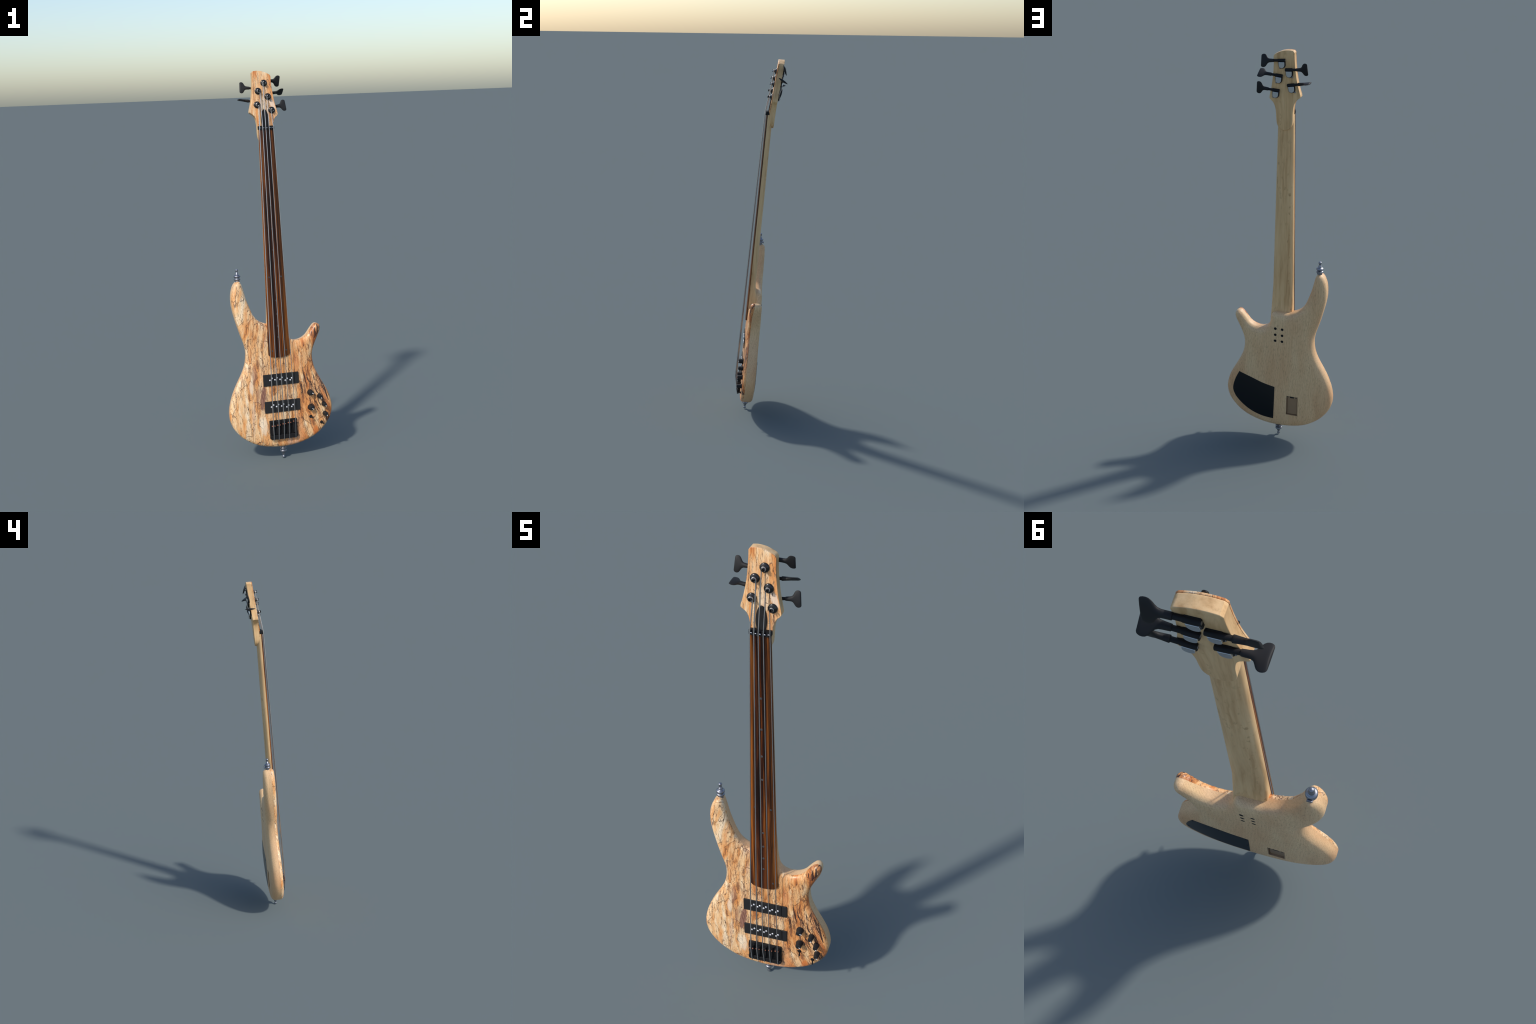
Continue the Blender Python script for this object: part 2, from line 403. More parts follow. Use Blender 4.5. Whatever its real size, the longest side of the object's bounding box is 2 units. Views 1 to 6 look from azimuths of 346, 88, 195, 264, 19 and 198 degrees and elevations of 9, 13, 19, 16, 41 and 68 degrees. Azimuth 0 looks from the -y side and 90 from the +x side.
def build_body():
    loop = spline(OUTLINE, 0.0032)
    n = len(loop)
    tang = np.roll(loop, -1, 0) - np.roll(loop, 1, 0)
    tang /= np.linalg.norm(tang, axis=1)[:, None]
    inward = np.stack([-tang[:, 1], tang[:, 0]], 1)          # the outline runs anticlockwise
    area = 0.5 * np.sum(loop[:, 0]*np.roll(loop[:, 1], -1) - np.roll(loop[:, 0], -1)*loop[:, 1])
    if area < 0: inward = -inward
    def dist(q):
        out = np.empty(len(q))
        a, d = loop, np.roll(loop, -1, 0) - loop
        L = (d * d).sum(1)
        for i in range(0, len(q), 400):
            s = q[i:i+400, None, :]
            tt = np.clip(((s - a) * d).sum(2) / L, 0, 1)
            out[i:i+400] = np.sqrt((((a + tt[..., None] * d) - s) ** 2).sum(2)).min(1)
        return out
    def inside(q):
        x, y = q[:, 0, None], q[:, 1, None]
        x0, y0 = loop[:, 0], loop[:, 1]
        x1, y1 = np.roll(x0, -1), np.roll(y0, -1)
        cross = ((y0 > y) != (y1 > y)) & (x < (x1 - x0) * (y - y0) / (y1 - y0 + 1e-12) + x0)
        return cross.sum(1) % 2 == 1
    pts = [loop]
    grid = {}
    def accept(cands, gap):
        keep = []
        for p in cands:
            k = (int(p[0] // 0.01), int(p[1] // 0.01))
            near = [r for i in (-1, 0, 1) for j in (-1, 0, 1) for r in grid.get((k[0]+i, k[1]+j), ())]
            if all((r[0]-p[0])**2 + (r[1]-p[1])**2 > gap*gap for r in near):
                keep.append(p); grid.setdefault(k, []).append(p)
        return np.array(keep).reshape(-1, 2)
    for off, every, gap in ((.0003, 1, 0), (.0011, 1, 0), (.0025, 1, .0012), (.0045, 1, .002), (.007, 1, .0024), (.010, 1, .0027), (.0135, 1, .003), (.0175, 1, .0033), (.022, 1, .0037), (.027, 1, .004), (.033, 1, .0045), (.040, 1, .005), (.048, 1, .006)):
        c = (loop + inward * off)[::every]
        ok = inside(c) & (dist(c) > off * 0.97)
        pts.append(accept(c[ok], gap))
    lo, hi = loop.min(0), loop.max(0)
    gx, gy = np.meshgrid(np.arange(lo[0], hi[0], 0.008), np.arange(lo[1], hi[1], 0.008))
    q = np.stack([gx.ravel(), gy.ravel()], 1)
    q = q[inside(q)]; q = q[dist(q) > 0.02]
    pts.append(accept(q, .006))
    pts = np.vstack([x for x in pts if len(x)])
    v2, _, tris, orig, *_ = delaunay_2d_cdt([Vector(p) for p in pts], [(i, (i + 1) % n) for i in range(n)], [], 1, 1e-7)
    v2 = np.array([tuple(v) for v in v2])
    remap = {}
    for i, o in enumerate(orig):
        for k in o: remap[k] = i
    ring = [remap[i] for i in range(n)]
    a, b = v2[:, 0], v2[:, 1]
    d = dist(v2); d[ring] = 0.0
    # neighbours for smoothing
    e = np.array([(t[i], t[(i+1) % 3]) for t in tris for i in range(3)])
    e = np.vstack([e, e[:, ::-1]])
    deg = np.bincount(e[:, 0], minlength=len(v2)).astype(float)
    isring = np.zeros(len(v2), bool); isring[ring] = True
    def relax(h, times, start):
        for _ in range(times):
            s = np.bincount(e[:, 0], weights=h[e[:, 1]], minlength=len(v2)) / deg
            k = np.clip((d - start) / 0.012, 0, 1) * 0.8
            h = h * (1 - k) + s * k
        return h
    def drop(R, H):
        return H * (1 - np.sqrt(np.clip(1 - (1 - np.clip(d / R, 0, 1)) ** 2, 0, 1)))
    # front: gently arched plate with a rolled edge, broader on the horns and waist
    horn = np.clip(smoothstep(b, 0.55, 0.68) , 0, 1)
    waist = np.exp(-((b - 0.53) / 0.09) ** 2)
    short = smoothstep(a, 0.10, 0.17) * smoothstep(b, 0.55, 0.64)
    Rf = 0.026 + 0.006 * horn + 0.014 * waist * smoothstep(abs(a), 0.06, 0.12) + 0.008 * short
    Hf = 0.0170 + 0.004 * horn + 0.003 * waist + 0.003 * short
    front = 0.0385 + 0.0037 * smoothstep(d, 0.0, 0.11) + 0.0035 * horn - drop(Rf, Hf)
    front = relax(front, 14, 0.012)
    # back: flat with a rolled edge; deep belly contour on the bass side, big roll at the neck joint
    belly = smoothstep(a, -0.06, -0.17) * smoothstep(b, 0.80, 0.56) * smoothstep(b, 0.07, 0.20)
    upper = smoothstep(b, 0.54, 0.63)
    Rb = 0.030 + 0.008 * upper + 0.017 * belly
    Hb = 0.022 + 0.008 * upper + 0.020 * belly
    back = BACK_C + drop(Rb, Hb)
    back = relax(back, 14, 0.012)
    seam = SEAM_C + 0.0015 - 0.0095 * smoothstep(a, 0.08, 0.16) * smoothstep(b, 0.59, 0.71) - 0.0060 * smoothstep(a, -0.10, -0.16) * smoothstep(b, 0.82, 0.95)
    front = np.maximum(front, seam + 0.0006)
    back = np.minimum(back, seam - 0.002)
    return v2, tris, ring, d, front, back, seam

v2, tris, ring, d_edge, c_front, c_back, c_seam = build_body()
N2 = len(v2); nr = len(ring)

def shell(c_face, lid_sink, name):
    """closed solid between a relief face and a flat lid at the seam"""
    lid = c_seam + np.where(d_edge > 1e-9, lid_sink, 0.0)
    verts = [P(v2[i, 0], v2[i, 1], c_face[i]) for i in range(N2)]
    verts += [P(v2[i, 0], v2[i, 1], lid[i]) for i in range(N2)]
    faces = [tuple(t) for t in tris] + [tuple(N2 + i for i in reversed(t)) for t in tris]
    base = len(verts); steps = 2
    rows = [list(ring)]
    for s in range(1, steps):
        row = []
        for i in ring:
            row.append(len(verts))
            verts.append(P(v2[i, 0], v2[i, 1], c_face[i] + (lid[i] - c_face[i]) * s / steps))
        rows.append(row)
    rows.append([N2 + i for i in ring])
    for r0, r1 in zip(rows, rows[1:]):
        for k in range(nr):
            faces.append((r0[k], r0[(k+1) % nr], r1[(k+1) % nr], r1[k]))
    return mesh_from(verts, faces, name, 50)

body_top = add("body_top", shell(c_front, 0.0015, "body_top"), M_TOP)
body_back = add("body_back", shell(c_back, -0.0015, "body_back"), M_BODY)

# recesses in the back: battery bay and the six neck-bolt ferrules
FERRULES = [(x, y) for y in (0.6325, 0.5985, 0.565) for x in (0.0182, -0.0170)]
BAT = (-0.1050, -0.0445, 0.1465, 0.2580)
cut = [box(BAT[0], BAT[1], BAT[2], BAT[3], -0.060, -0.0200, 0.0006)]
cut += [lathe([(0, -0.06), (0.0068, -0.06), (0.0068, -0.028), (0, -0.028)], "cut", 28, 'c', (x, y, 0)) for x, y in FERRULES]
cutter = add("recess_cutter", joined(cut, "recess_cutter"), None)
cutter.hide_render = True
bo = body_back.modifiers.new("recess", "BOOLEAN")
bo.operation = 'DIFFERENCE'; bo.object = cutter; bo.solver = 'EXACT'
bpy.context.view_layer.update()
dg = bpy.context.evaluated_depsgraph_get()
cutmesh = bpy.data.meshes.new_from_object(body_back.evaluated_get(dg))
body_back.modifiers.clear()
body_back.data = cutmesh
shade(cutmesh, 50)
bpy.data.objects.remove(cutter)

fer = lathe([(0, -0.0290), (0.0040, -0.0290), (0.0048, -0.0330), (0.0060, -0.0341), (0.0069, -0.0341), (0.0069, -0.0288), (0, -0.0285)], "ferrule", 28, 'c')
for x, y in FERRULES:
    add("ferrule", fer, M_BLACK, matrix=Matrix.Translation(P(x, y, 0)))

# battery bay
bx0, bx1, by0, by1 = BAT
frame = joined([
    box(bx0 + .0004, bx1 - .0004, by0 + .0004, by1 - .0004, -0.0240, -0.0205),
    box(bx0 + .0004, bx0 + .0030, by0 + .0004, by1 - .0004, -0.0345, -0.0240),
    box(bx1 - .0030, bx1 - .0004, by0 + .0004, by1 - .0004, -0.0345, -0.0240),
    box(bx0 + .0030, bx1 - .0030, by0 + .0004, by0 + .0030, -0.0345, -0.0240),
    box(bx0 + .0030, bx1 - .0030, by1 - .0095, by1 - .0004, -0.0340, -0.0240)], "battery_box")
batt = add("battery_box", frame, M_BATT)
lid = add("battery_lid", box(bx0 + .0046, bx1 - .0046, by0 + .0046, by1 - .0110, -0.0285, -0.0240, 0.001), M_BATT, batt)
bevelled(lid, 0.0008)
xm = (bx0 + bx1) / 2
add("battery_latch", box(xm - .0105, xm + .0105, by1 - .0092, by1 - .0015, -0.0346, -0.0335), M_BLACK, batt)
scr = lathe([(0, -0.0352), (0.0022, -0.0350), (0.0034, -0.0341), (0.0034, -0.0335), (0, -0.0335)], "screw", 20)
for x in (bx0 + .0085, bx1 - .0085):
    add("screw", scr, M_BLACK, batt, Matrix.Translation(P(x, by1 - .0050, 0)))

# control cavity plate
PL = [(0.2060, 0.3575), (0.1457, 0.3362), (0.0802, 0.3125), (0.0200, 0.2985)]
edge1 = spline(PL, 0.008, closed=False)
edge2 = spline([(0.0233, 0.1095), (0.0560, 0.1118), (0.0897, 0.1172), (0.1452, 0.1384), (0.1953, 0.1752), (0.2285, 0.2151), (0.2400, 0.2496), (0.2366, 0.2809), (0.2254, 0.3163), (0.2075, 0.3560)], 0.006, closed=False)
outl = [tuple(p) for p in edge1] + [(0.0178, 0.2965), (0.0203, 0.2056)] + [tuple(p) for p in edge2]
plate = add("control_plate", prism(outl, -0.0320, -0.0347, "control_plate"), M_PLATE)
bevelled(plate, 0.0010, 2, 50)
scr2 = lathe([(0, -0.0352), (0.0012, -0.0350), (0.0030, -0.0355), (0.0036, -0.0349), (0.0036, -0.0345), (0, -0.0345)], "screw", 20)
for x, y in ((0.206, 0.345), (0.0268, 0.2885), (0.0305, 0.1180), (0.1330, 0.1425), (0.2315, 0.2560), (0.119, 0.3185), (0.0272, 0.203)):
    add("screw", scr2, M_PLATE, plate, Matrix.Translation(P(x, y, 0)))

# ------------------------------------------------------------------ neck and fingerboard
def half_width(b):
    return 0.0390 + (1.712 - b) * (0.0572 - 0.0390) / (1.712 - 0.556)

NECK_TOP = 0.0425
def neck_mesh():
    bm = bmesh.new(); rings = []
    keys_b = [0.570, 0.640, 0.672, 0.695, 0.712, 0.728, 0.745, 0.765, 0.80, 0.95, 1.15, 1.35, 1.55, 1.712]
    keys_c = [-0.014, -0.012, -0.006, 0.0010, 0.0050, 0.0088, 0.0114, 0.0126, 0.0128, 0.0128, 0.0130, 0.0134, 0.0139, 0.0142]
    # heel part stays rectangular, the playing part is a full D
    for b in np.concatenate([np.linspace(0.57, 0.80, 36), np.linspace(0.83, 1.712, 32)]):
        w = half_width(b) - 0.0006
        cb = float(np.interp(b, keys_b, keys_c))
        flat = 1 - float(smoothstep(b, 0.68, 0.86))
        ex = 2.35 + 5.0 * flat
        side = 0.0015 + 0.0045 * flat
        depth = NECK_TOP - side - cb
        row = [(w, NECK_TOP), (w, NECK_TOP - side * 0.5)]
        m = 28
        for k in range(m + 1):
            t = math.pi * k / m
            ct, st = math.cos(t), math.sin(t)
            x = w * math.copysign(abs(ct) ** (2 / ex), ct)
            y = NECK_TOP - side - depth * abs(st) ** (2 / ex)
            row.append((x, y))
        row += [(-w, NECK_TOP - side * 0.5), (-w, NECK_TOP)]
        rings.append([bm.verts.new(P(x, b, y)) for x, y in row])
    for r0, r1 in zip(rings, rings[1:]):
        k = len(r0)
        for i in range(k):
            bm.faces.new((r0[i], r0[(i+1) % k], r1[(i+1) % k], r1[i]))
    bm.faces.new(rings[0]); bm.faces.new(rings[-1])
    return bm_mesh(bm, "neck", 45)
neck = add("neck", neck_mesh(), M_NECK)

FB0, FB1 = 0.556, 1.7085
def fb_top(a, b):
    w = half_width(b)
    return 0.0502 - 0.0030 * (a / w) ** 2
def fingerboard_mesh():
    bm = bmesh.new(); rows = []
    m = 14
    for i, s in enumerate(np.concatenate([np.linspace(0, 0.03, 4), np.linspace(0.06, 1, 30)])):
        top, bot = [], []
        for k in range(m + 1):
            u = -1 + 2 * k / m
            end = FB0 - 0.0165 * math.sqrt(max(0.0, 1 - (abs(u) ** 2.0) * 0.999)) * 1.0
            b = end + (FB1 - end) * s
            a = u * half_width(b)
            top.append(bm.verts.new(P(a, b, fb_top(a, b))))
            bot.append(bm.verts.new(P(a, b, 0.0420)))
        rows.append(top + bot[::-1])
    for r0, r1 in zip(rows, rows[1:]):
        k = len(r0)
        for i in range(k):
            bm.faces.new((r0[i], r0[(i+1) % k], r1[(i+1) % k], r1[i]))
    for r in (rows[0], rows[-1]):
        for i in range(m):
            bm.faces.new((r[i], r[i+1], r[2*m - i], r[2*m + 1 - i]))
    return bm_mesh(bm, "fingerboard", 35)
fingerboard = add("fingerboard", fingerboard_mesh(), M_FB)
dot = lathe([(0, 0.0006), (0.0042, 0.0004), (0.0046, 0.0), (0.0046, -0.003), (0, -0.003)], "inlay_dot", 24)
for x, y in [(0, 1.4557), (0, 1.3227), (0, 1.2034), (0, 1.0955), (-.032, .9563), (.0325, .9563), (0, .8347), (0, .7648), (0, .7024), (0, .6456), (-.036, .575), (.0385, .575)]:
    add("inlay_dot", dot, M_INLAY, fingerboard, Matrix.Translation(P(x, y, fb_top(x, y))))

# ------------------------------------------------------------------ headstock
HB0, HC0, HS = 1.712, 0.0370, -0.085
def head_plane(off=0.0):
    return lambda a, b: HC0 + HS * (b - HB0) + off
HEAD = [(-0.0385, 1.700), (-0.0387, 1.7250), (-0.0405, 1.7430), (-0.0450, 1.7640), (-0.0540, 1.7800), (-0.0650, 1.7890), (-0.0722, 1.7940)]
HEAD_L = [(-0.0748, 1.7985), (-0.0738, 1.8060), (-0.0640, 1.8420), (-0.0570, 1.8760), (-0.0518, 1.9150), (-0.0490, 1.9500), (-0.0474, 1.9850), (-0.0474, 1.9985)]
HEAD_T = [(-0.0412, 2.0062), (-0.0220, 2.0078), (0.0075, 2.0035), (0.0300, 1.9940), (0.0430, 1.9872)]
HEAD_R = [(0.0488, 1.9785), (0.0486, 1.9400), (0.0528, 1.8900), (0.0595, 1.8430), (0.0700, 1.7930), (0.0708, 1.7835)]
HEAD_N = [(0.0655, 1.7760), (0.0560, 1.7680), (0.0490, 1.7560), (0.0440, 1.7410), (0.0408, 1.7230), (0.0395, 1.7000)]
def open_spline(p, step=0.004):
    return [tuple(x) for x in spline(p, step, closed=False)]
head_up = open_spline(HEAD) + open_spline(HEAD_L) + open_spline(HEAD_T) + open_spline(HEAD_R) + open_spline(HEAD_N)
volute = open_spline([(0.0385, 1.6850), (0.0362, 1.6690), (0.0300, 1.6540), (0.0190, 1.6430), (0.0, 1.6370), (-0.0190, 1.6430), (-0.0300, 1.6540), (-0.0362, 1.6690), (-0.0385, 1.6850)], 0.003)
CAP = 0.0048
hp = head_plane(-CAP)
def head_back(a, b):
    # parallel to the face above the nut, thickening into the volute below it
    k = 1.765
    return HC0 + HS * (max(b, k) - HB0) - 0.0330 - 0.036 * min(b - k, 0.0)
headstock = add("headstock", prism(head_up + volute, lambda a, b: min(hp(a, b), 0.0400), head_back, "headstock"), M_NECK)
bevelled(headstock, 0.0016, 3, 50)
cap_outline = [(x, y) for x, y in head_up if y > 1.7155]
cap_outline = [(-0.0386, 1.7150)] + cap_outline + [(0.0400, 1.7150)]
headcap = add("headstock_veneer", prism(cap_outline, head_plane(0), head_plane(-CAP), "headstock_veneer"), M_TOP)
bevelled(headcap, 0.0012, 2, 50)

# truss rod cover
tr = [(-0.0130, 1.7215)] + open_spline([(-0.0152, 1.7280), (-0.0190, 1.7450), (-0.0200, 1.7620), (-0.0170, 1.7830), (-0.0115, 1.8000), (-0.0060, 1.8090), (0.0005, 1.8110), (0.0070, 1.8090), (0.0125, 1.8000), (0.0180, 1.7830), (0.0210, 1.7620), (0.0202, 1.7450), (0.0172, 1.7280)], 0.003) + [(0.0160, 1.7215)]
cover = add("truss_rod_cover", prism(tr, head_plane(0.0042), head_plane(-0.001), "truss_rod_cover"), M_MATT)
bevelled(cover, 0.0022, 3, 50)

# nut with adjustable string saddles
nut_parts = [prism(rounded_rect(-0.0400, 0.0405, 1.7085, 1.7265, 0.0015, 3), lambda a, b: 0.0510 - 0.0015 * (a/0.04) ** 2, 0.0345, "nut")]
STR_NUT = [-0.0352, -0.0193, -0.0034, 0.0142, 0.0375]
mids = [(-0.0278), (-0.0115), (0.0060), (0.0262)]
for x in mids:
    nut_parts.append(lathe([(0, -0.002), (0.0058, -0.002), (0.0060, 0.0025), (0.0050, 0.0045), (0, 0.0050)], "nut_block", 20, 'c', (x, 1.7115, 0.0495)))
for x in STR_NUT:
    nut_parts.append(box(x - 0.0042, x + 0.0042, 1.7100, 1.7225, 0.0470, 0.0562 - 1.7 * (x / 0.037) ** 2 * 0.0019, 0.0012))
nut = add("nut", joined(nut_parts, "nut"), M_HW)
for x, dx in zip(STR_NUT, (.0052, .0058, .0060, .0052, -.0052)):
    add("nut_screw", lathe([(0, -0.0032), (0.0022, -0.0032), (0.0026, -0.0026), (0.0026, 0.0026), (0.0022, 0.0032), (0, 0.0032)], "nut_screw", 14, 'a', (x + dx, 1.7160, 0.0560 - 0.0030 * (x / 0.037) ** 2)), M_STRAP, nut)

# ------------------------------------------------------------------ tuning machines
POST = [(0.0095, 1.9440), (-0.0240, 1.9040), (0.0250, 1.8745), (-0.0345, 1.8350), (0.0400, 1.8055)]
SLOPE = [-0.075, 0.080, 0.090, 0.170, 0.095]       # shaft direction: db per outward step
KEY_TURN = [27, -8, 66, -84, -6]                    # rotation of each key about its shaft, degrees
KEY_LEN = [0.0930, 0.0860, 0.0940, 0.0905, 0.0890]
SLANT = -math.atan(HS)

def d_shape(r, top, seg=18):
    return [(r, top)] + [(-r, top)] + [(r*math.cos(t), -0.002 + r*math.sin(t)) for t in np.linspace(math.pi, 2*math.pi, seg)]

bushing_me = lathe([(0.0172, -0.0005), (0.0172, 0.0028), (0.0163, 0.0046), (0.0136, 0.0062), (0.0108, 0.0070), (0.0100, 0.0086), (0.0086, 0.0092), (0.0, 0.0092)], "bushing", 36)
def post_mesh():
    prof = [(0, 0.006), (0.0064, 0.006), (0.0062, 0.0105), (0.0054, 0.0120), (0.0053, 0.0195), (0.0062, 0.0208), (0.0069, 0.0216), (0.0069, 0.0238), (0.0062, 0.0246), (0.0040, 0.0250)]
    me = lathe(prof + [(0, 0.0250)], "string_post", 28)
    bm = bmesh.new(); bm.from_mesh(me)
    bm.free()
    return me
post_me = post_mesh()
# tuner housing frame: x outward along the shaft, y up, z out of the back
def local(verts_faces): return verts_faces
base_plate_me = prism(d_shape(0.0162, 0.0130), 0.0066, -0.0005, "tuner_base")
cover_me = prism(d_shape(0.0130, 0.0118), 0.0122, 0.0060, "gear_cover")
def housing_mesh():
    parts = [lathe([(0, -0.0172), (0.0058, -0.0172), (0.0066, -0.0160), (0.0067, 0.0), (0.0066, 0.0155), (0.0058, 0.0175), (0.0056, 0.0350), (0.0, 0.0350)], "worm", 24, 'a', (0, 0.0185, 0.0060)),
             box(-0.0160, 0.0150, 0.0120, 0.0245, -0.0005, 0.0072, 0.001)]
    return joined(parts + [base_plate_me.copy()], "tuner_housing")
housing_me = housing_mesh()
worm_end_me = lathe([(0, -0.0178), (0.0040, -0.0178), (0.0040, -0.0170), (0, -0.0170)], "worm_screw", 16, 'a', (0, 0.0185, 0.0060))
ear_me = lathe([(0, -0.0005), (0.0042, -0.0005), (0.0042, 0.0018), (0.0028, 0.0030), (0, 0.0032)], "mounting_screw", 16, 'c', (0.0110, -0.0170, 0.0))
def key_mesh(length):
    """clover-like key: lens section swept along the shaft; plane of the blade = local a/b"""
    k = (length - 0.0343) / (0.0885 - 0.0343)
    prof = [(0.0340, 0.0056, 0.0056), (0.0352, 0.0070, 0.0068), (0.0400, 0.0074, 0.0066), (0.0480, 0.0080, 0.0060), (0.0550, 0.0090, 0.0056), (0.0600, 0.0118, 0.0053),
            (0.0632, 0.0165, 0.0050), (0.0658, 0.0218, 0.0049), (0.0685, 0.0258, 0.0048), (0.0720, 0.0285, 0.0046), (0.0765, 0.0297, 0.0044), (0.0810, 0.0294, 0.0044), (0.0850, 0.0278, 0.0042), (0.0872, 0.0258, 0.0036), (0.0885, 0.0230, 0.0024)]
    bm = bmesh.new(); rows = []; seg = 28
    for x, h, th in prof:
        xx = 0.0340 + (x - 0.0340) * k
        row = []
        for j in range(seg):
            t = 2*math.pi*j/seg
            ct, st = math.cos(t), math.sin(t)
            q = min(1.0, max(0.0, (h - 0.0085) / 0.015))
            z = 1.15 * th * st * ((1 - abs(ct) ** 1.6 * 0.45 * q))
            y = h * math.copysign(abs(ct) ** (1 - 0.25 * q), ct)
            # lobes of the outer edge bend outward a little
            bow = 0.0010 * q * (abs(y) / 0.03) ** 2
            row.append(bm.verts.new(P(xx + bow, y, z)))
        rows.append(row)
    for r0, r1 in zip(rows, rows[1:]):
        for j in range(seg):
            bm.faces.new((r0[j], r0[(j+1) % seg], r1[(j+1) % seg], r1[j]))
    bm.faces.new(rows[0]); bm.faces.new(rows[-1])
    return bm_mesh(bm, "tuning_key", 50)

for (pa, pb), sl, turn, ln in zip(POST, SLOPE, KEY_TURN, KEY_LEN):
    # front: bushing and slotted post, standing square to the tilted head face
    face = Matrix.Translation(P(pa, pb, HC0 + HS*(pb - HB0))) @ Matrix.Rotation(-SLANT, 4, 'X')
    side = 1 if pa > 0 else -1
    back = Matrix.Translation(P(pa, pb, HC0 + HS*(pb - HB0) - 0.0330)) @ Matrix.Rotation(-SLANT, 4, 'X')
    # flip front->back: out of the back is -c; x outward
    flip = Matrix(((side, 0, 0, 0), (0, -1, 0, 0), (0, 0, 1, 0), (0, 0, 0, 1)))
    lean = math.atan(sl) * side
    frame = back @ Matrix.Rotation(-lean, 4, 'Y') @ flip
    def placed(me, m, name):
        c = me.copy(); c.transform(m)
        if m.determinant() < 0: c.flip_normals()
        c.name = name
        return c
    house = add("tuning_machine", placed(housing_me, frame, "tuning_machine"), M_HW)
    bevelled(house, 0.0006, 2, 50)
    gc = add("gear_cover", placed(cover_me, frame, "gear_cover"), M_SILVER, house)
    bevelled(gc, 0.0008, 2, 50)
    add("worm_screw", placed(worm_end_me, frame, "worm_screw"), M_STRAP, house)
    add("mounting_screw", placed(ear_me, frame, "mounting_screw"), M_STRAP, house)
    axis = Matrix.Translation(P(0, 0.0185, 0.0060))
    # key turn is given in the front frame: positive = upper lobe forward
    add("tuning_key", placed(key_mesh(ln), frame @ axis @ Matrix.Rotation(math.radians(-turn), 4, 'X'), "tuning_key"), M_MATT, house)
    add("bushing", placed(bushing_me, face, "bushing"), M_GLOSS, house)
    post = add("string_post", placed(post_me, face, "string_post"), M_GLOSS, house)
    # slot cut across the post
    slot = box(-0.02, 0.02, -0.0021, 0.0021, 0.0125, 0.04)
    slot.transform(face @ Matrix.Rotation(math.radians(8 if pb > 1.85 else 62), 4, 'Y'))
    so = add("slot_cutter", slot, None)
    m = post.modifiers.new("slot", "BOOLEAN"); m.operation = 'DIFFERENCE'; m.object = so; m.solver = 'EXACT'
    bpy.context.view_layer.update()
    res = bpy.data.meshes.new_from_object(post.evaluated_get(bpy.context.evaluated_depsgraph_get()))
    post.modifiers.clear(); post.data = res; shade(res, 40)
    bpy.data.objects.remove(so)

# ------------------------------------------------------------------ pickups
def pickup(b0, b1, poles):
    gap = 0.0722
    outer = rounded_rect(-0.0930, 0.0970, b0, b1, 0.0040, 5)
    left = [(min(x, gap - 0.0004), y) for x, y in outer]
    # main cover and its end block are separated by a fine joint
    main = prism(rounded_rect(-0.0930, gap, b0, b1, 0.0035, 5), 0.0468, 0.0340, "pickup")
    pu = add("pickup", main, M_BLACK)
    bevelled(pu, 0.0014, 3, 50)
    e = add("pickup_end", prism(rounded_rect(gap + 0.0005, 0.0970, b0, b1, 0.0035, 5), 0.0466, 0.0340, "pickup_end"), M_BLACK, pu)
    bevelled(e, 0.0014, 3, 50)
    pole = lathe([(0.0045, -0.004), (0.0045, 0.0004), (0.0040, 0.0016), (0.0025, 0.0025), (0, 0.0028)], "pole_piece", 20)
    for x, y in poles:
        add("pole_piece", pole, M_POLE, pu, Matrix.Translation(P(x, y, 0.0468)))
PX = [(-0.0578, -0.0462), (-0.0308, -0.0203), (-0.0037, 0.0066), (0.0238, 0.0340), (0.0505, 0.0587)]
PY = [(0.0000, 0.0092), (0.0000, 0.0092), (-0.0008, 0.0084), (-0.0082, 0.0003), (-0.0089, 0.0003)]
for base, b0, b1 in ((0.4242, 0.3945, 0.4545), (0.2840, 0.2535, 0.3138)):
    pickup(b0, b1, [(x, base + y) for xs, ys in zip(PX, PY) for x, y in zip(xs, ys)])

